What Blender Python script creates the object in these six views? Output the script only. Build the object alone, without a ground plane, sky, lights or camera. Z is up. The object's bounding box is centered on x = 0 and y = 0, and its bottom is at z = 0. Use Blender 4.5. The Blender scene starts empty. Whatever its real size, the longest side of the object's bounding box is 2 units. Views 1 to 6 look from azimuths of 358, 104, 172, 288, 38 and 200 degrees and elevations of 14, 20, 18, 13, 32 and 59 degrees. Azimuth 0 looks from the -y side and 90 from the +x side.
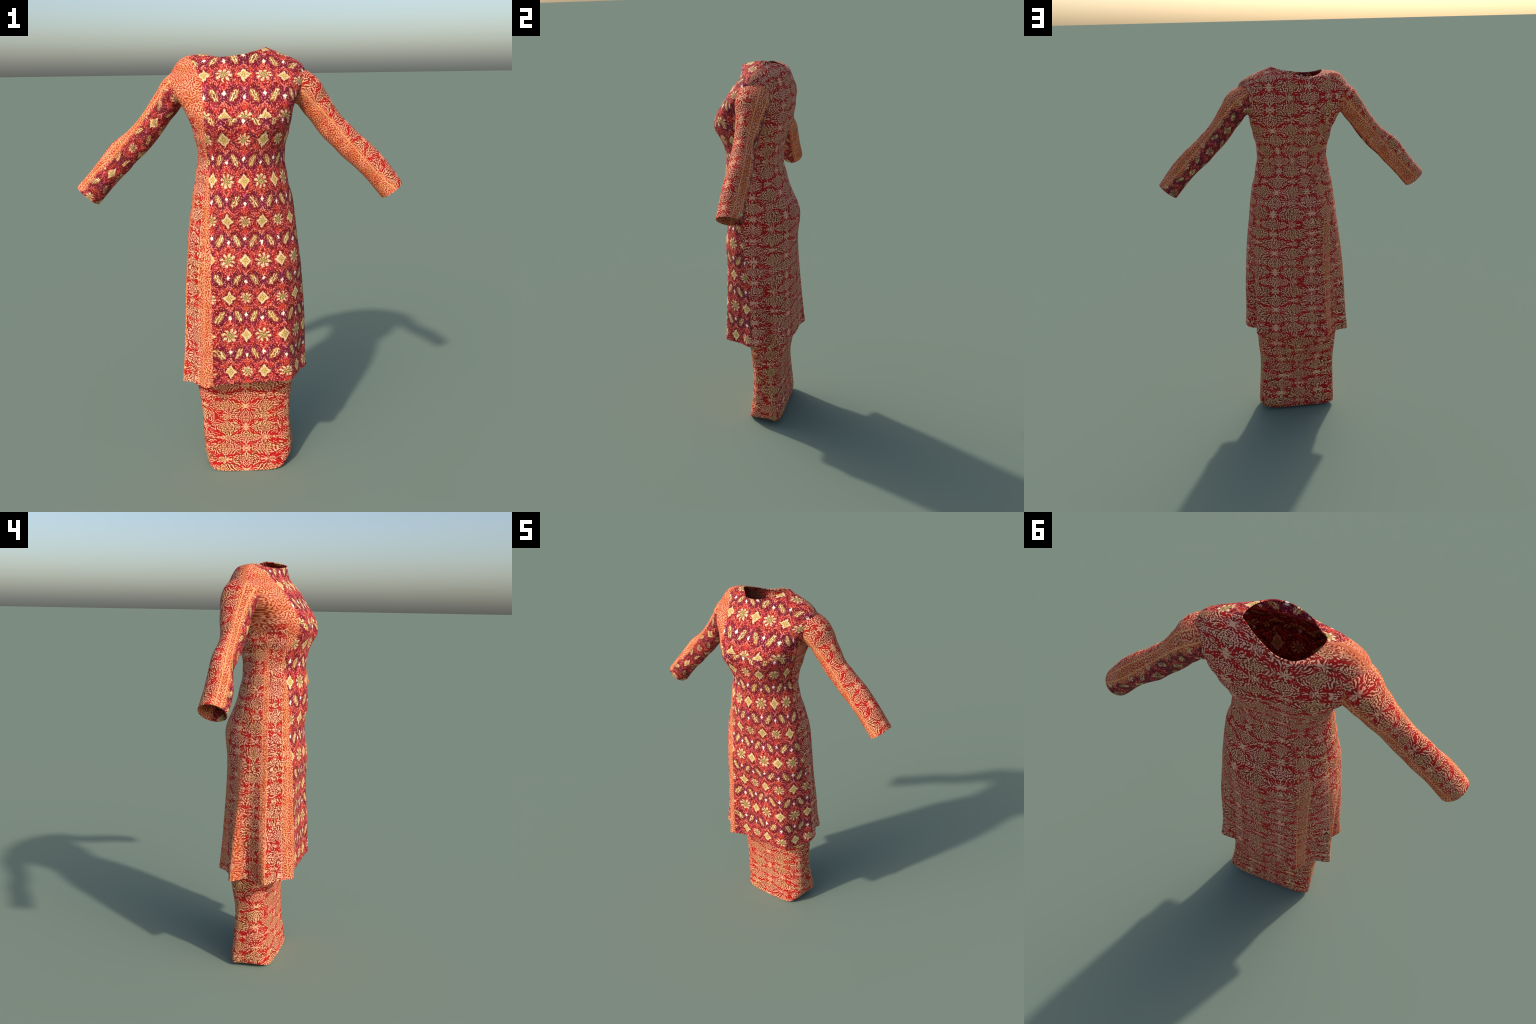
# A two-piece batik outfit standing as if worn: a long tunic with sleeves over a straight skirt.
import bpy, math
import numpy as np

# ------------------------------------------------------------------ shape rules
def catmull(xs, ys, x):
    xs = np.asarray(xs, float); ys = np.asarray(ys, float); x = np.clip(x, xs[0], xs[-1])
    m = np.gradient(ys, xs, axis=0)
    i = np.clip(np.searchsorted(xs, x) - 1, 0, len(xs) - 2)
    sh = (slice(None),) + (None,) * (ys.ndim - 1)
    h = (xs[i + 1] - xs[i]); t = ((x - xs[i]) / h)[sh]; h = h[sh]
    return (2*t**3 - 3*t**2 + 1)*ys[i] + (t**3 - 2*t**2 + t)*h*m[i] + (-2*t**3 + 3*t**2)*ys[i+1] + (t**3 - t**2)*h*m[i+1]

def spow(v, e):
    return np.sign(v) * np.abs(v) ** e

def section(rows, th):
    """rows: x_left, x_right, y_front, y_back, y_widest, squareness front/back, taper, z, z tilt x, z tilt y, z saddle"""
    xl, xr, yf, yb, cy, nf, nb, tp, z0, zx, zy, z2 = [rows[:, i:i + 1] for i in range(12)]
    c, s = np.cos(th), np.sin(th)
    n = np.where(s < 0, nf, nb)
    X, Y = spow(c, 2 / n), spow(s, 2 / n)
    y = cy + np.where(s < 0, cy - yf, yb - cy) * Y
    x = (xl + xr) / 2 + (xr - xl) / 2 * X * (1 + tp * Y)
    return np.stack([x, y, z0 + zx*c + zy*s + z2*np.cos(2*th) + 0*x], -1)

def expand(profile, nv):
    profile = np.asarray(profile, float)
    k = np.arange(len(profile))
    return catmull(k, profile, np.linspace(0, len(profile) - 1, nv))

# tunic, hem to neckline
TUNIC = [
    (-0.26, 0.272, -0.175, 0.186, 0.041, 3.097, 2.118, 0, 0.509, 0.019, -0.001, 0),
    (-0.261, 0.272, -0.182, 0.187, 0.043, 2.694, 1.9, 0, 0.62, 0, 0, 0),
    (-0.266, 0.276, -0.187, 0.187, 0.033, 2.415, 1.88, 0, 0.76, 0, 0, 0),
    (-0.268, 0.273, -0.187, 0.188, 0.014, 2.242, 1.889, 0, 0.92, 0, 0, 0),
    (-0.26, 0.265, -0.189, 0.191, -0.006, 2.147, 2.074, 0, 1.06, 0, 0, 0),
    (-0.245, 0.248, -0.168, 0.205, -0.026, 2.158, 2.235, 0, 1.2, 0, 0, 0),
    (-0.228, 0.236, -0.189, 0.159, -0.011, 1.8, 2.167, 0, 1.32, 0, 0, 0),
    (-0.209, 0.211, -0.183, 0.131, -0.012, 1.8, 2.026, 0, 1.43, 0, 0, 0),
    (-0.192, 0.197, -0.176, 0.127, -0.01, 1.808, 1.972, 0, 1.52, 0, 0, 0),
    (-0.2, 0.203, -0.184, 0.142, -0, 2.295, 2.195, 0, 1.6, 0, 0, 0),
    (-0.22, 0.224, -0.195, 0.167, 0.021, 2.989, 2.172, 0, 1.68, 0, 0, 0),
    (-0.251, 0.237, -0.189, 0.176, 0.03, 3.145, 2.798, 0, 1.75, 0, 0, 0),
    (-0.296, 0.273, -0.143, 0.18, 0.043, 2.829, 2.59, 0, 1.82, 0, 0, 0),
    (-0.308, 0.292, -0.101, 0.173, 0.044, 2.283, 2.19, 0, 1.88, 0, 0, 0),
    (-0.25, 0.264, -0.069, 0.167, 0.039, 1.925, 1.8, 0, 1.936, -0.01, 0.006, 0.013),
    (-0.158, 0.117, -0.065, 0.147, 0.05, 2.1, 2.1, 0, 1.974, 0.013, -0.008, 0.013),
]
# soft folds that open towards the hem: angle, width, depth
FOLDS = [
    (2.88, 0.15, 0.042),
    (3.5, 0.15, 0.042),
    (4.2, 0.18, 0.038),
    (3.85, 0.14, 0.018),
    (5.32, 0.24, 0.028),
    (6.187, 0.16, 0.025),
    (0.69, 0.17, 0.034),
    (2.095, 0.18, 0.035),
    (0.32, 0.14, -0.034),
    (3.2, 0.12, -0.022),
]
# fullness of the chest (and the dip by the right armhole): x, z, half widths, depth
BUST = [
    (-0.1, 1.675, 0.065, 0.06, 0.028),
    (0.09, 1.675, 0.065, 0.06, 0.022),
    (-0.205, 1.765, 0.05, 0.06, -0.018),
]
SKIRT = [
    (-.200, .214, -.077, .118, .062, 5.77, 4.89, .096, .015, .006, .006, .009),
    (-.205, .233, -.064, .125, .054, 4.80, 4.57, .070, .060, .010, 0, 0),
    (-.210, .225, -.052, .119, .046, 4.10, 4.01, .027, .170, 0, 0, 0),
    (-.214, .219, -.053, .116, .041, 3.25, 3.56, .004, .300, 0, 0, 0),
    (-.229, .227, -.062, .139, .031, 2.60, 3.41, -.019, .420, 0, 0, 0),
    (-.239, .228, -.081, .160, .030, 2.57, 3.12, -.016, .550, 0, 0, 0),
    (-.235, .219, -.091, .165, .028, 2.30, 3.01, -.012, .750, 0, 0, 0),
    (-.215, .210, -.100, .150, .020, 2.20, 2.60, 0, .950, 0, 0, 0),
]
# sleeves: x, y, z, radius across (in the plane of the arm), radius front to back
SLEEVE_RIGHT = [
    (-0.2, 0.05, 1.85, 0.085, 0.07),
    (-0.278, 0.058, 1.826, 0.071, 0.086),
    (-0.340, 0.057, 1.752, 0.061, 0.073),
    (-0.427, 0.043, 1.639, 0.06, 0.054),
    (-0.536, 0.047, 1.539, 0.067, 0.049),
    (-0.619, 0.029, 1.448, 0.061, 0.061),
    (-0.695, 0.027, 1.364, 0.062, 0.062),
]
SLEEVE_LEFT = [
    (0.18, 0.05, 1.85, 0.085, 0.07),
    (0.286, 0.05, 1.822, 0.075, 0.081),
    (0.346, 0.051, 1.748, 0.065, 0.068),
    (0.421, 0.043, 1.648, 0.062, 0.055),
    (0.515, 0.046, 1.559, 0.064, 0.06),
    (0.605, 0.039, 1.474, 0.062, 0.06),
    (0.694, 0.037, 1.364, 0.058, 0.064),
]
THICK = .004
# neckline: angle (degrees, 90 = back), x, y, z
NECK = [(0, .118, .062, 2.003), (32, .085, .094, 1.991), (58, .035, .126, 1.979), (88, -.028, .147, 1.957), (112, -.078, .142, 1.951), (135, -.112, .124, 1.955),
        (158, -.141, .090, 1.966), (183, -.157, .043, 1.978), (215, -.120, .000, 1.967), (240, -.080, -.040, 1.961), (262, -.035, -.062, 1.964), (288, .022, -.068, 1.971),
        (312, .068, -.048, 1.982), (336, .104, .000, 1.995)]

def neck_ring(th):
    P = np.array(NECK); deg = np.degrees(th) % 360
    Q = np.concatenate([P[-3:] - [360, 0, 0, 0], P, P[:3] + [360, 0, 0, 0]])
    return catmull(Q[:, 0], Q[:, 1:], deg.ravel()).reshape(deg.shape + (3,))

def tunic_points(rows, th):
    V = section(rows, th)
    z = V[..., 2]
    ramp = np.clip((1.16 - z) / .62, 0, 1.1) ** 1.3
    d = np.zeros_like(z)
    for t0, w, a in FOLDS:
        dt = (th - t0 + np.pi) % (2*np.pi) - np.pi
        d = d + a * np.exp(-(dt / w) ** 2)
    # the front panel hangs slack between its two corners
    dt = (th - 4.78 + np.pi) % (2*np.pi) - np.pi
    slack = -.028 * np.exp(-(dt / .42) ** 2) * np.exp(-((z - .86) / np.where(z > .86, .18, .24)) ** 2)
    V[..., 0] += slack * np.cos(th)
    V[..., 1] += slack * np.sin(th)
    V[..., 0] += d * ramp * np.cos(th)
    V[..., 1] += d * ramp * np.sin(th)
    f = np.clip(-np.sin(th) * 2, 0, 1)
    # hollow of the spine
    V[..., 1] -= .014 * np.exp(-(V[..., 0] / .06) ** 2) * np.clip(np.sin(th) * 2, 0, 1) * np.exp(-((z - 1.6) / .22) ** 2)
    for bx, bz, sx, sz, a in BUST:
        V[..., 1] -= f * a * np.exp(-((V[..., 0] - bx) / sx) ** 2 - ((z - bz) / sz) ** 2)
    # shallow drag creases across the shoulder blades and out of the armpits
    x, y = V[..., 0], V[..., 1]
    rear = np.clip(np.sin(th) * 2, 0, 1)
    crease = .0035 * np.sin(95*z + 6*np.sin(4.3*x + 1) + 14*np.abs(x)) * np.exp(-((z - 1.76) / .07) ** 2) * rear
    crease += .003 * np.sin(70*z - 26*np.abs(x)) * np.exp(-((z - 1.63) / .05) ** 2) * np.clip((np.abs(x) - .08) / .1, 0, 1)
    crease += .0025 * np.sin(60*z + 9*x) * np.exp(-((z - 1.42) / .10) ** 2) * np.sin(3*th + 1)
    V[..., 1] += crease * np.sin(th)
    V[..., 0] += crease * np.cos(th)
    # the top edge follows the cut of the neckline
    k = np.linspace(0, len(TUNIC) - 1, len(rows))
    w = np.clip(k - (len(TUNIC) - 2), 0, 1)[:, None, None] ** 1.5
    last = section(np.repeat(rows[-1:], len(rows), 0), th)
    return V + (neck_ring(th) - last) * w

def tube(path, nv, nu):
    P = expand(path, nv)
    C = P[:, :3]
    T = np.gradient(C, axis=0); T /= np.linalg.norm(T, axis=1)[:, None]
    side = np.cross(T, [0, 1., 0]); side /= np.linalg.norm(side, axis=1)[:, None]
    up = np.cross(side, T)
    th = np.linspace(0, 2*np.pi, nu, endpoint=False)
    n = 2 + .3 * np.clip(1 - np.linspace(0, len(path) - 1, nv) / 3, 0, 1)   # the sleeve head is squarer and fills the armhole
    tt = np.linspace(0, 1, nv)[:, None]
    P = np.repeat(P[:, None], nu, 1)                                             # soft wrinkles round the elbow and the upper arm
    wr = 1 + .030*np.sin(34*tt + 2*np.cos(th)[None]) * np.exp(-((tt - .62)/.12)**2) + .022*np.sin(44*tt + 3*np.sin(th)[None]) * np.exp(-((tt - .33)/.10)**2)
    P[..., 3:5] *= wr[..., None]
    c, s = spow(np.cos(th)[None], 2 / n[:, None]), spow(np.sin(th)[None], 2 / n[:, None])
    return C[:, None] + (P[..., 3]*c)[..., None]*side[:, None] + (P[..., 4]*s)[..., None]*up[:, None]

# ------------------------------------------------------------------ mesh helpers
def grid_normals(V):
    du = np.roll(V, -1, 1) - np.roll(V, 1, 1)
    dv = np.gradient(V, axis=0)
    n = np.cross(du, dv)
    n /= np.maximum(np.linalg.norm(n, axis=2), 1e-9)[..., None]
    c = V.mean(axis=1, keepdims=True)
    if ((V - c) * n).sum() < 0:
        n = -n
        return n, True
    return n, False

def shell(name, V, columns, parent, mat):
    """cloth of real thickness from a closed-round grid; columns: which columns of faces this piece takes"""
    N, flip = grid_normals(V)
    nv, nu = V.shape[:2]
    I = V - N * THICK
    verts, norms, faces, cache = [], [], [], {}
    def vid(kind, i, j, p, n):
        key = (kind, i, j % nu)
        if key not in cache:
            cache[key] = len(verts); verts.append(tuple(p)); norms.append(tuple(n))
        return cache[key]
    def quad(a, b, c, d, rev):
        faces.append((d, c, b, a) if rev else (a, b, c, d))
    for j in columns:
        k = (j + 1) % nu
        for i in range(nv - 1):
            o = [vid('o', a, b, V[a, b], N[a, b]) for a, b in ((i, j), (i, k), (i+1, k), (i+1, j))]
            quad(*o, flip)
            q = [vid('i', a, b, I[a, b], -N[a, b]) for a, b in ((i, j), (i, k), (i+1, k), (i+1, j))]
            quad(*q, not flip)
        for i, sgn in ((0, 1), (nv - 1, -1)):
            tdir = (V[0] - V[1] if i == 0 else V[-1] - V[-2])
            n = tdir / np.linalg.norm(tdir, axis=1)[:, None]
            r = [vid('ro', i, j, V[i, j], n[j]), vid('ro', i, k, V[i, k], n[k]), vid('ri', i, k, I[i, k], n[k]), vid('ri', i, j, I[i, j], n[j])]
            quad(*r, (not flip) if i == 0 else flip)
    me = bpy.data.meshes.new(name)
    me.from_pydata(verts, [], faces)
    me.polygons.foreach_set("use_smooth", [True] * len(faces))
    me.update()
    me.normals_split_custom_set_from_vertices(norms)
    me.materials.append(mat)
    ob = bpy.data.objects.new(name, me)
    bpy.context.collection.objects.link(ob)
    ob.parent = parent
    return ob

# ------------------------------------------------------------------ node helpers
def lin(r, g, b):
    f = lambda c: (c/255/12.92) if c/255 <= .04045 else ((c/255 + .055)/1.055) ** 2.4
    return (f(r), f(g), f(b), 1)

class N:
    """a number in a node tree; arithmetic makes Math nodes"""
    def __init__(s, t, sock): s.t, s.s = t, sock
    def _m(s, op, *o, clamp=False):
        n = s.t.nodes.new("ShaderNodeMath"); n.operation = op; n.use_clamp = clamp
        for i, v in enumerate((s,) + o):
            if isinstance(v, N): s.t.links.new(v.s, n.inputs[i])
            else: n.inputs[i].default_value = v
        return N(s.t, n.outputs[0])
    def __add__(s, o): return s._m('ADD', o)
    __radd__ = __add__
    def __sub__(s, o): return s._m('SUBTRACT', o)
    def __rsub__(s, o): return (s * -1) + o
    def __mul__(s, o): return s._m('MULTIPLY', o)
    __rmul__ = __mul__
    def __truediv__(s, o): return s._m('DIVIDE', o)
    def __neg__(s): return s * -1
    def abs(s): return s._m('ABSOLUTE')
    def round(s): return s._m('ROUND')
    def floor(s): return s._m('FLOOR')
    def mod(s, k): return s._m('FLOORED_MODULO', k)
    def pow(s, k): return s._m('POWER', k)
    def sin(s): return s._m('SINE')
    def cos(s): return s._m('COSINE')
    def sqrt(s): return s._m('SQRT')
    def max(s, o): return s._m('MAXIMUM', o)
    def min(s, o): return s._m('MINIMUM', o)
    def atan2(s, o): return s._m('ARCTAN2', o)
    def step(s, a, b):
        """0 below a, 1 above b (or the reverse when a > b)"""
        n = s.t.nodes.new("ShaderNodeMapRange"); n.interpolation_type = 'SMOOTHSTEP'
        s.t.links.new(s.s, n.inputs[0])
        lo, hi, o = (a, b, (0, 1)) if a < b else (b, a, (1, 0))
        for i, v in zip((1, 2, 3, 4), (lo, hi) + o): n.inputs[i].default_value = v
        return N(s.t, n.outputs[0])

def vec(t, x, y, z):
    n = t.nodes.new("ShaderNodeCombineXYZ")
    for i, v in enumerate((x, y, z)):
        if isinstance(v, N): t.links.new(v.s, n.inputs[i])
        else: n.inputs[i].default_value = v
    return n.outputs[0]

def noise(t, v, scale, detail=0., rough=.5, dist=0.):
    n = t.nodes.new("ShaderNodeTexNoise")
    t.links.new(v, n.inputs["Vector"])
    n.inputs["Scale"].default_value = scale; n.inputs["Detail"].default_value = detail
    n.inputs["Roughness"].default_value = rough; n.inputs["Distortion"].default_value = dist
    return N(t, n.outputs["Fac"])

def mix(t, fac, a, b):
    n = t.nodes.new("ShaderNodeMix"); n.data_type = 'RGBA'
    for sock, v in ((n.inputs["Factor"], fac), (n.inputs["A"], a), (n.inputs["B"], b)):
        if isinstance(v, N): t.links.new(v.s, sock)
        elif isinstance(v, bpy.types.NodeSocket): t.links.new(v, sock)
        elif sock.type == 'RGBA' or isinstance(v, tuple): 
            sock.default_value = v
        else: sock.default_value = v
    return n.outputs["Result"]

def mixc(t, fac, a, b):
    n = t.nodes.new("ShaderNodeMix"); n.data_type = 'RGBA'
    fi, ai, bi = n.inputs[0], n.inputs[6], n.inputs[7]
    for sock, v in ((fi, fac), (ai, a), (bi, b)):
        if isinstance(v, N): t.links.new(v.s, sock)
        elif isinstance(v, bpy.types.NodeSocket): t.links.new(v, sock)
        else: sock.default_value = v
    return n.outputs[2]

def ramp(t, fac, stops):
    n = t.nodes.new("ShaderNodeValToRGB")
    t.links.new(fac.s, n.inputs[0])
    el = n.color_ramp.elements
    el[0].position, el[0].color = stops[0]
    el[1].position, el[1].color = stops[-1]
    for p, c in stops[1:-1]:
        e = el.new(p); e.color = c
    return n.outputs[0]

# cloth colours (sRGB of the dyes)
RED = lin(186, 20, 18); DEEP = lin(120, 24, 12); BROWN = lin(124, 52, 26)
ROSE = lin(242, 154, 116); SAND = lin(236, 180, 120); KHAKI = lin(190, 146, 86)
ORANGE = lin(244, 140, 88); RUST = lin(170, 74, 36); LINE = lin(250, 166, 96)
MAROON = lin(136, 20, 22); DARK = lin(92, 16, 26); PLUM = lin(112, 28, 56); SCARLET = lin(174, 28, 30); FLAME = lin(206, 72, 40)
PINK = lin(242, 132, 108); CREAM = lin(250, 214, 160); GOLD = lin(222, 172, 100); OLIVE = lin(160, 130, 70); PALE = lin(255, 228, 204)

def gabor(t, u, v, wave, cycles=1.6, ani=0., turn=0.):
    """even-width wandering strokes of a given wavelength in a cloth plane, 0..1 about .5"""
    n = t.nodes.new("ShaderNodeTexGabor"); n.gabor_type = '2D'
    t.links.new(vec(t, u, v, 0.), n.inputs["Vector"])
    n.inputs["Scale"].default_value = 1 / (wave * cycles)
    n.inputs["Frequency"].default_value = cycles
    n.inputs["Anisotropy"].default_value = ani
    if isinstance(turn, N): t.links.new(turn.s, n.inputs["Orientation"])
    else: n.inputs["Orientation"].default_value = turn
    return N(t, n.outputs["Value"])

def ikat(t, u, v, dots=1.):
    """woven rows of eight-petal flowers and lozenges, ovals and little diamonds between them"""
    w = vec(t, u, v, 0.)
    u0, v0 = u, v
    ju, jv = noise(t, w, 85., 1.), noise(t, vec(t, v, u, 3.), 85., 1.)
    u = u + (ju - .5) * .017
    v = v + (jv - .5) * .019
    cw, rh = .077, .1755
    cu, rv = (u - .011) / cw, (v - 1.27) / rh
    ci, ri = cu.round(), rv.round()
    du, dv = (cu - ci) * cw, (rv - ri) * rh
    par = (ci + ri).mod(2.)
    r = (du*du + dv*dv).sqrt(); ang = dv.atan2(du)
    size = ri.mod(2.) * .005 + .0238
    petal = (ang * 8. + 1.57).cos()
    rf = r / (size * (petal * .16 + 1.))
    dm = (du.abs() / .027).pow(.85) + (dv.abs() / .0345).pow(.85)
    r2, c2 = rv.floor(), cu.floor()
    dv2 = (rv - r2 - .5) * rh
    ou = (cu - c2 - .5) * cw
    sg = (c2 + r2).mod(2.) * 2. - 1.
    ov = ou - sg * dv2 * .42
    oval = ((ov / .0142).pow(2.) + (dv2 / .0255).pow(2.))
    s2 = (ci + r2).mod(2.) * 2. - 1.
    wd = du.abs() / .0078 + (dv2 - s2 * .0085).abs() / .0115
    pl = du.abs() / .024 + (dv2 + s2 * .014).abs() / .036
    # ground: short dyed threads that lie mirrored about every column and row, flames above and below the flowers
    fa, fc_ = du.abs(), dv.abs()
    fold = vec(t, fa + par * .4, fc_ * .85 + ri.mod(2.) * .3, 0.)
    fx, fy = fa + par * .4, fc_ * .85 + ri.mod(2.) * .3
    th1 = gabor(t, fx * 1.2, fy, .0088, 1.4) * .6 + gabor(t, u0 * 1.3, v0 * .85, .0095, 1.4) * .4
    tone = noise(t, vec(t, u0, v0, 2.), 26., 2.)
    blot = noise(t, fold, 48., 1.)
    m = fc_ / .0878                                                   # 0 on a flower row, 1 on the row between
    crown = ((fa / .026).pow(2.) + ((fc_ - .042) / .021).pow(2.)).step(1.5, .5) * (1. - par)
    b = blot + (tone - .5) * .40 + crown * .14 - m.step(.60, .95) * .10 - .035
    base = ramp(t, b.step(.0, 1.) * 1., [(0, DARK), (.28, PLUM), (.36, DARK), (.42, MAROON), (.50, lin(160, 26, 26)), (.58, SCARLET), (.68, lin(192, 46, 36)), (.78, FLAME), (1, FLAME)])
    cross = (fa / .0385 - (fc_ - .012) / .066 + (tone - .5) * .5).abs()
    base = mixc(t, cross.step(.24, .10) * .75, base, mixc(t, blot.step(.45, .55), DARK, MAROON))
    base = mixc(t, th1.step(.475, .37) * .75, base, DARK)
    base = mixc(t, pl.step(1.2, .8) * .8, base, PLUM)
    zz = m - (.72 - fa / .0385 * .30 - par * .07) + (tone - .5) * .18 + (blot - .5) * .2
    base = mixc(t, zz.step(.02, .12) * .48, base, mixc(t, tone.step(.44, .56), DARK, PLUM))
    base = mixc(t, zz.step(-.20, -.10) * zz.step(.04, -.02) * .40, base, mixc(t, tone.step(.45, .55), FLAME, SCARLET))
    ring = (fa / .0385 + fc_ / .0878)
    lift = ((ring - .78).abs().step(.14, .03)).max((ring - 1.22).abs().step(.12, .03) * .7) * .09
    thread = mixc(t, tone.step(.42, .6), PINK, mixc(t, blot.step(.45, .6), lin(214, 84, 96), lin(248, 158, 124)))
    lift = lift + (zz + .02).abs().step(.06, .02) * .055
    base = mixc(t, (th1 + lift - m.step(.7, 1.) * .008 - cross.step(.24, .1) * .03).step(.56, .615) * .9, base, thread)
    # motifs
    grain = gabor(t, u0 + 9., v0, .0075, 1.5)
    base = mixc(t, (rf.step(1.32, 1.12) * (1. - par)).max(dm.step(1.32, 1.15) * par) * .65, base, MAROON)
    petal_tone = mixc(t, tone.step(.4, .6), CREAM, lin(255, 208, 168))
    fc = mixc(t, petal.step(-.1, -.6) * rf.step(.35, .55), petal_tone, lin(150, 52, 36))
    fc = mixc(t, rf.step(.68, .45), fc, OLIVE)
    fc = mixc(t, grain.step(.47, .40) * .8, fc, mixc(t, rf.step(.5, .75), lin(116, 88, 44), lin(178, 60, 44)))
    fc = mixc(t, grain.step(.58, .66) * rf.step(.72, .5) * .9, fc, CREAM)
    base = mixc(t, rf.step(1.15, .82) * (1. - par), base, fc)
    lc = mixc(t, dm.step(.82, .66), mixc(t, tone.step(.42, .58), CREAM, lin(255, 204, 150)), mixc(t, grain.step(.40, .58), OLIVE, lin(226, 186, 116)))
    lc = mixc(t, grain.step(.42, .34) * .45, lc, lin(140, 100, 52))
    base = mixc(t, dm.step(1.14, .86) * par, base, lc)
    base = mixc(t, oval.step(1.7, 1.35) * .85, base, MAROON)
    slit = (ov * 620. + 1.6 + (grain - .5) * 5.).sin().step(-.25, .15)
    oc = mixc(t, slit * .95, mixc(t, (ci * .37 + r2 * .61).mod(1.) * .8, CREAM, GOLD), mixc(t, tone.step(.47, .57), lin(120, 40, 26), lin(146, 96, 44)))
    base = mixc(t, oval.step(1.3, .7), base, oc)
    return mixc(t, wd.step(1.08, .85) * dots, base, PALE)

def batik(t, u, v, axis, gold=.5):
    """red ground under pale vine strokes: mirrored columns of star medallions and leaf diamonds"""
    step, rep = .098, .112
    q = (u - axis).abs()
    tri = ((q / step + 1.).mod(2.) - 1.).abs()                      # 0 on the axis, 1 one column out
    row = v / rep
    cell = (row - row.round()).abs() * 2.                           # 0 at a node, 1 half way
    odd = tri.step(.499, .501)
    cq = (tri * (1. - odd) + (1. - tri) * odd) * step               # distance to the nearest column
    cc = cell * (1. - odd) + (1. - cell) * odd                      # 0 at that column's node
    cz = cc * rep / 2
    # each medallion mirrors its strokes four ways; the mirror loosens away from the main axis
    stray = q.step(.06, .16) * .05 + q.step(.40, .62) * .015
    nu, nv = noise(t, vec(t, u, v, 11.), 17., 1.) - .5, noise(t, vec(t, v, u, 12.), 17., 1.) - .5
    slow = (q / (step * 2.)).round() * .37 + odd * .21 + (row.round() * (1. - odd) + row.floor() * odd).mod(3.) * .13
    fx, fy = cq + slow + nu * stray, cz + slow * 1.7 + nv * stray
    w = vec(t, fx, fy, 0.)
    j = noise(t, w, 20., 1.) - .5 + nu * stray * 10.
    j2 = noise(t, vec(t, q, v, 8.), 15., 1.)
    hue = noise(t, vec(t, u, v, 4.), 9., 1.)
    lat = (tri - cell + j * 1.2).abs()
    red = lat.step(.27, .12) * j2.step(.37, .50) * cq.step(.012, .03)
    blob = ((cq - .021) / .015).pow(2.) + ((cz - .018) / .013).pow(2.) + j * 1.5
    red = red.max(blob.step(1.2, .6) * j2.step(.38, .50).max((1. - odd) * q.step(.62, .40)))
    med = (cq / .034 + (1. - cc) / .62).step(1.1, .8)               # medallion between two nodes
    khaki = ((1. - tri) * .7 + cell * .6 + j * .9).step(.30, .12)   # faded leaves beside the nodes
    turn = cz.atan2(cq) + 1.57 + (noise(t, w, 16., 1.) - .5) * 4.5 + (noise(t, vec(t, u, v, 15.), 20., 1.) - .5) * q.step(.40, .62) * 9.  # strokes fan out from the nodes
    g = gabor(t, fx, fy, .0112, 1.3, .70, turn)
    g2 = gabor(t, fx * .9 + 4., fy * 1.1, .0080, 1.5)
    val = g * (.62 - med * .42) + g2 * (.38 + med * .42) + (j2 - .5) * .07 - j * .05
    ground = mixc(t, hue.step(.44, .58) * .7, lin(156, 30, 22), lin(134, 48, 28))
    ground = mixc(t, red, ground, mixc(t, g2.step(.4, .6) * .6, RED, lin(160, 12, 16)))
    stroke = mixc(t, hue.step(.46, .6) * gold, lin(240, 164, 134) if gold < .5 else ROSE, SAND)
    stroke = mixc(t, g2.step(.35, .7) * .4, stroke, lin(255, 196, 160))
    stroke = mixc(t, khaki * .5, stroke, KHAKI)
    ground = mixc(t, khaki * .55, ground, lin(166, 96, 54))
    col = mixc(t, (val - red * .075).step(.490, .545), ground, stroke)
    col = mixc(t, val.step(.445, .365) * (1. - red * .8) * .75, col, lin(98, 30, 16))
    # crossed stems at the nodes
    arm = (cq - cc * .075).abs() + (cq - .019).step(0., .008)
    bar = cz + (cq - .024).step(0., .012) * .006
    return mixc(t, arm.step(.0050, .0025).max(bar.step(.0040, .0016) * .8) * .9 * (1. - odd * .6) * q.step(.62, .40), col, stroke)

def border(t, u, v):
    """orange border cloth with small brown curls"""
    w = vec(t, u, v, 1.)
    g = gabor(t, u, v, .0112, 1.4) * .62 + gabor(t, u + 7., v, .0074, 1.4) * .38
    hue, patch = noise(t, w, 15., 1.), noise(t, vec(t, u, v, 5.), 24., 1.)
    base = mixc(t, patch.step(.53, .62) * .85, mixc(t, hue.step(.42, .58), lin(166, 62, 30), lin(182, 66, 40)), lin(178, 34, 24))
    base = mixc(t, g.step(.44, .37) * .7, base, BROWN)
    pale = mixc(t, hue.step(.38, .56), lin(238, 132, 84), lin(246, 160, 116))
    pale = mixc(t, patch.step(.40, .30) * .7, pale, lin(222, 160, 92))
    return mixc(t, g.step(.475, .535), base, pale)

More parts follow.
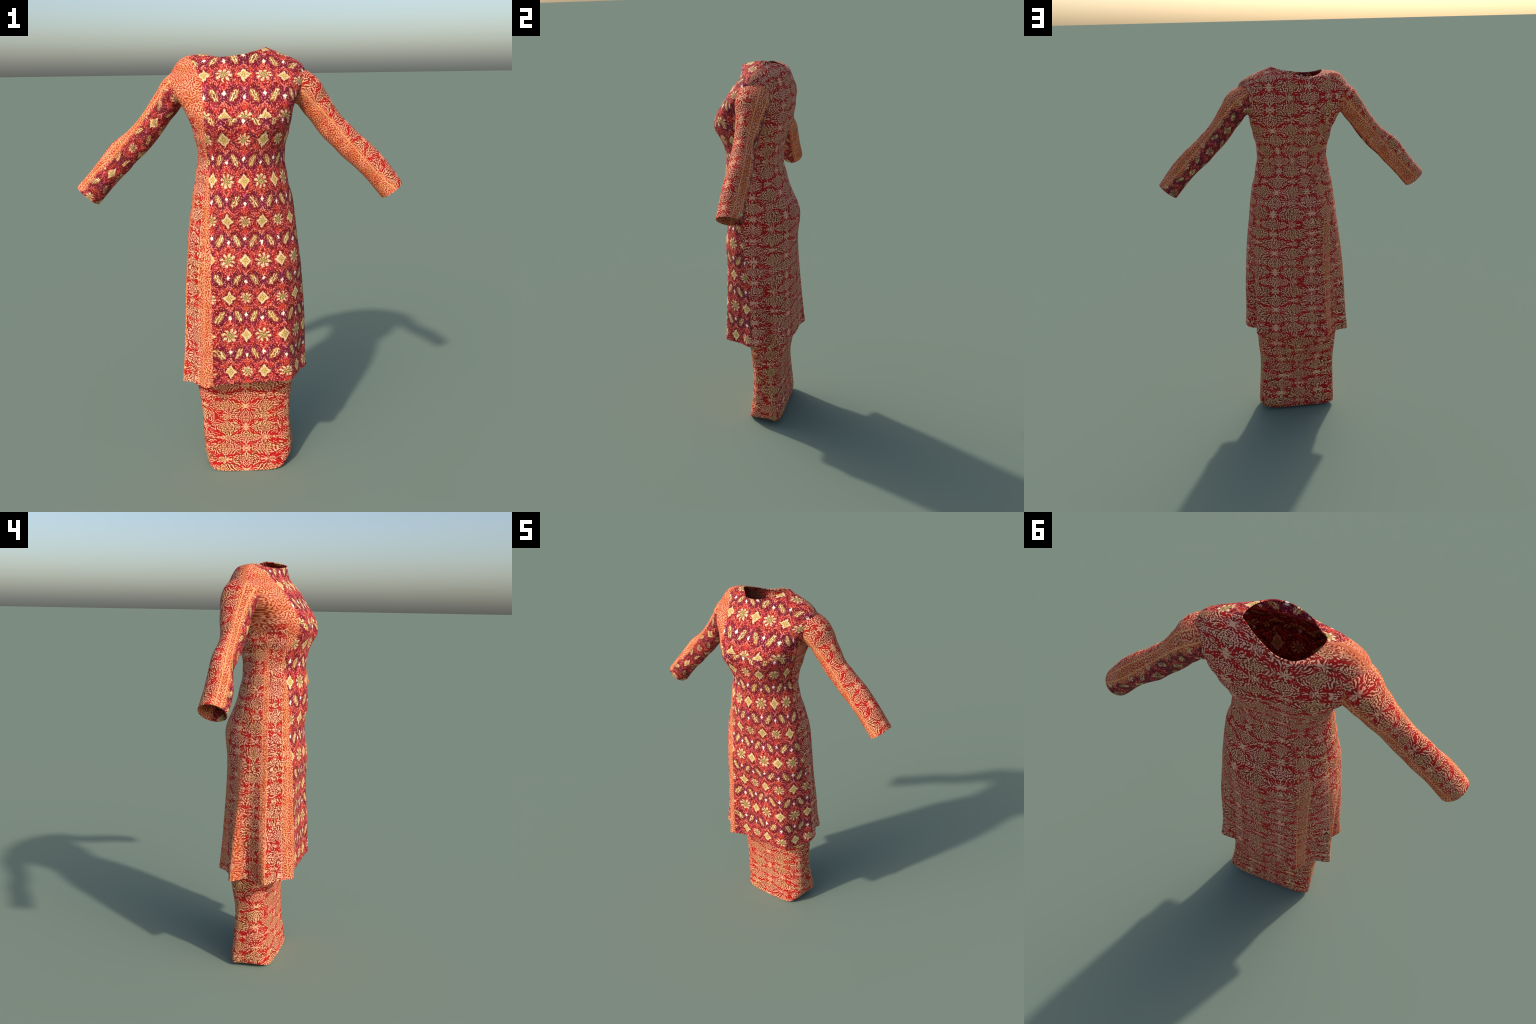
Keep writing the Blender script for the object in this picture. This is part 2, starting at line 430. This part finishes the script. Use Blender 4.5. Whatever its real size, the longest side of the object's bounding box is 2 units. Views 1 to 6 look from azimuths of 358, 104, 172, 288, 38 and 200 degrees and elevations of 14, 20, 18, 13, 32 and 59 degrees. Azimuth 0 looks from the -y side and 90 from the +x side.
def cloth(name, paint):
    m = bpy.data.materials.new(name); m.use_nodes = True
    t = m.node_tree; t.nodes.clear()
    tc = t.nodes.new("ShaderNodeTexCoord"); s = t.nodes.new("ShaderNodeSeparateXYZ")
    t.links.new(tc.outputs["Object"], s.inputs[0])
    x, y, z = (N(t, s.outputs[i]) for i in range(3))
    col = paint(t, x, y, z)
    b = t.nodes.new("ShaderNodeBsdfPrincipled"); o = t.nodes.new("ShaderNodeOutputMaterial")
    t.links.new(col, b.inputs["Base Color"])
    b.inputs["Roughness"].default_value = .85
    b.inputs["Specular IOR Level"].default_value = .2
    weave = noise(t, tc.outputs["Object"], 420., 1.)
    bp = t.nodes.new("ShaderNodeBump"); bp.inputs["Strength"].default_value = .12; bp.inputs["Distance"].default_value = .002
    t.links.new(weave.s, bp.inputs["Height"]); t.links.new(bp.outputs[0], b.inputs["Normal"])
    t.links.new(b.outputs[0], o.inputs[0])
    return m

def around(x, y, a=.26, b=.18, cy=0.):
    """distance along the cloth round an oval body, 0 at the front middle"""
    phi = (x / a).atan2((y - cy) / -b)
    return phi * ((a + b) / 2) + (phi * 2.).sin() * ((a - b) / 4)

def paint_front(t, x, y, z):
    # the pattern jumps at the bust seam
    up = z.step(1.7115, 1.7125)
    over = (y + .09).max(0.) * .8 * up                               # the cloth runs on over the shoulder
    pl = up * x.step(.27, .20).max(z.step(1.80, 1.88))
    u = around(x, y) * (1. - pl) + (x * .90 - .006) * pl
    return ikat(t, u, z + up * .2565 + over)

def paint_back(t, x, y, z):
    flat, rear = z.step(1.62, 1.78), y.step(.03, .05)
    u = around(x, y).mod(1.3823) * (1. - flat) + ((.691 - x * .94) * rear + (x * .95 + 1.3823) * (1. - rear)) * flat
    over = ((.14 - y).max(0.) * rear + (y + .09).max(0.) * (1. - rear)) * -.8 * z.step(1.80, 1.90)
    body = batik(t, u, z - over, .558, .45)
    edge = border(t, u, z - over)
    wob = (noise(t, vec(t, x, y, z), 14., 1.) - .5) * .02
    uw = u + wob - 1.3823
    def strip(a, b): return uw.step(a - .010, a + .010) * uw.step(b + .010, b - .010)
    k = strip(-.186, -.10).max(strip(-.300, -.274) * .8).max(strip(-.42, -.392) * z.step(1.15, 1.0)).max(strip(-.562, -.512) * .45 * z.step(1.4, 1.1))  # the -.42 strip is sunlight on the side fold, painted in orange
    yoke = z.step(1.68, 1.76) * x.step(-.13, -.15) * y.step(.09, .05)
    k = k.max(yoke)
    k = k * (noise(t, vec(t, u, z, 6.), 22., 1.).step(.38, .52) * .4 + .6)
    col = mixc(t, k, body, edge)
    ln = None
    for c in (-.168, -.196, -.274, -.299, -.356, -.42, -.516, -.558):
        d = (u - (1.3823 + c)).abs().step(.0026, .0012)
        ln = d if ln is None else ln.max(d)
    return mixc(t, ln * .45 * z.step(1.55, 1.4), col, LINE)

def paint_skirt(t, x, y, z):
    return batik(t, around(x, y, .22, .10, .035), z, .0, 1.)

def paint_sleeve(sign, zones):
    path = SLEEVE_RIGHT if sign < 0 else SLEEVE_LEFT
    a, b = np.array(path[0][:3]), np.array(path[-1][:3])
    d = b - a; L = math.hypot(d[0], d[2]); ax, az = d[0]/L, d[2]/L     # along the arm
    nx, nz = (-az, ax) if sign > 0 else (az, -ax)                       # up and outward
    P = expand(path, 60)
    al = (P[:, 0] - a[0])*ax + (P[:, 2] - a[2])*az
    pu = [float(c) for c in np.polyfit(al, (P[:, 0] - a[0])*nx + (P[:, 2] - a[2])*nz, 3)]
    py = [float(c) for c in np.polyfit(al, P[:, 1], 3)]
    def paint(t, x, y, z):
        px, pz = x - float(a[0]), z - float(a[2])
        along = px*float(ax) + pz*float(az)
        cubic = lambda c: ((along*c[0] + c[1])*along + c[2])*along + c[3]
        up = px*float(nx) + pz*float(nz) - cubic(pu)
        phi = up.atan2((y - cubic(py)) * -1.) * (180 / math.pi)        # 0 front, 90 top, +-180 back, -90 below
        phi = (phi + 110.).mod(360.) - 110.
        wob = (noise(t, vec(t, x, y, z), 26., 2.) - .5) * 50.
        pw = phi + wob
        arc = phi * (.075 * math.pi / 180)
        ik = mixc(t, noise(t, vec(t, arc, along, 3.), 30., 1.).step(.40, .60) * .55, ikat(t, arc * 1.05 + .03, along * 1.2 + .10, 0.), DARK)
        col = batik(t, arc, along, .09)
        ed = border(t, arc, along)
        for (p0, p1, kind) in zones:
            k = pw.step(p0 - 8, p0 + 8) * pw.step(p1 + 8, p1 - 8)
            patchy = 1. if kind == 'ikat' else noise(t, vec(t, arc, along, 6.), 22., 1.).step(.40, .55) * .45 + .55
            col = mixc(t, k * patchy, col, ik if kind == 'ikat' else ed)
            if kind == 'border':
                for c in (p0 + 14., p1 - 14.):
                    col = mixc(t, (phi - c).abs().step(2.6, 1.4) * .6, col, LINE)
        return col
    return paint

# ------------------------------------------------------------------ build
root = bpy.data.objects.new("batik_dress", None)
bpy.context.collection.objects.link(root)
root["label"] = "long-sleeved red and orange batik tunic over a matching skirt"
root["category"] = "dress"

mats = dict(front=cloth("ikat_flower_cloth", paint_front), back=cloth("batik_vine_cloth", paint_back), skirt=cloth("skirt_vine_cloth", paint_skirt),
            right=cloth("sleeve_cloth_right", paint_sleeve(-1, [(-112, 26, 'ikat'), (26, 80, 'border'), (165, 250, 'border')])),
            left=cloth("sleeve_cloth_left", paint_sleeve(1, [(-95, 12, 'border'), (105, 165, 'border'), (165, 250, 'ikat')])))

# tunic: columns of the cloth grid follow the two seams of the front panel
NV, NF, NB = 190, 96, 120
rows = expand(TUNIC, NV)
Z = rows[:, 8]
x_seam = np.interp(Z, [.5, 1.43, 1.6, 1.86, 1.93, 1.99], [-.147, -.140, -.150, -.158, -.195, -.158])
dense = np.linspace(np.pi, 1.5*np.pi, 400)[None]
D = tunic_points(rows, np.repeat(dense, NV, 0))[..., 0]
left_a = np.array([dense[0][np.argmin(np.abs(D[i] - x_seam[i]))] for i in range(NV)])
# near the shoulder the seam swings up onto the shoulder line
k = np.clip((Z - 1.93) / .04, 0, 1)
left_a = left_a*(1-k) + np.pi*1.0*k
left_a = np.convolve(np.pad(left_a, 3, mode='edge'), np.ones(7)/7, 'valid')
right_a = 2*np.pi + np.interp(Z, [.5, 1.5, 1.75, 1.88, 1.97], [-.09, -.16, -.14, -.12, .06])
s = np.linspace(0, 1, NF + 1)[None]
th_f = left_a[:, None]*(1-s) + right_a[:, None]*s
s = np.linspace(0, 1, NB + 1)[None]
th_b = right_a[:, None]*(1-s) + (left_a + 2*np.pi)[:, None]*s
th = np.concatenate([th_f[:, :-1], th_b[:, :-1]], 1)
V = tunic_points(rows, th)
tunic = bpy.data.objects.new("tunic", None)
bpy.context.collection.objects.link(tunic); tunic.parent = root
shell("front_panel", V, range(NF), tunic, mats["front"])
shell("back_panel", V, range(NF, NF + NB), tunic, mats["back"])
shell("sleeve", tube(SLEEVE_RIGHT, 120, 72), range(72), tunic, mats["right"])
shell("sleeve", tube(SLEEVE_LEFT, 120, 72), range(72), tunic, mats["left"])

SK = section(expand(SKIRT, 140), np.linspace(0, 2*np.pi, 180, endpoint=False)[None])
SK[..., 2] -= SK[..., 2].min() * np.clip(1 - SK[..., 2] / .1, 0, 1)
shell("skirt", SK, range(180), root, mats["skirt"])
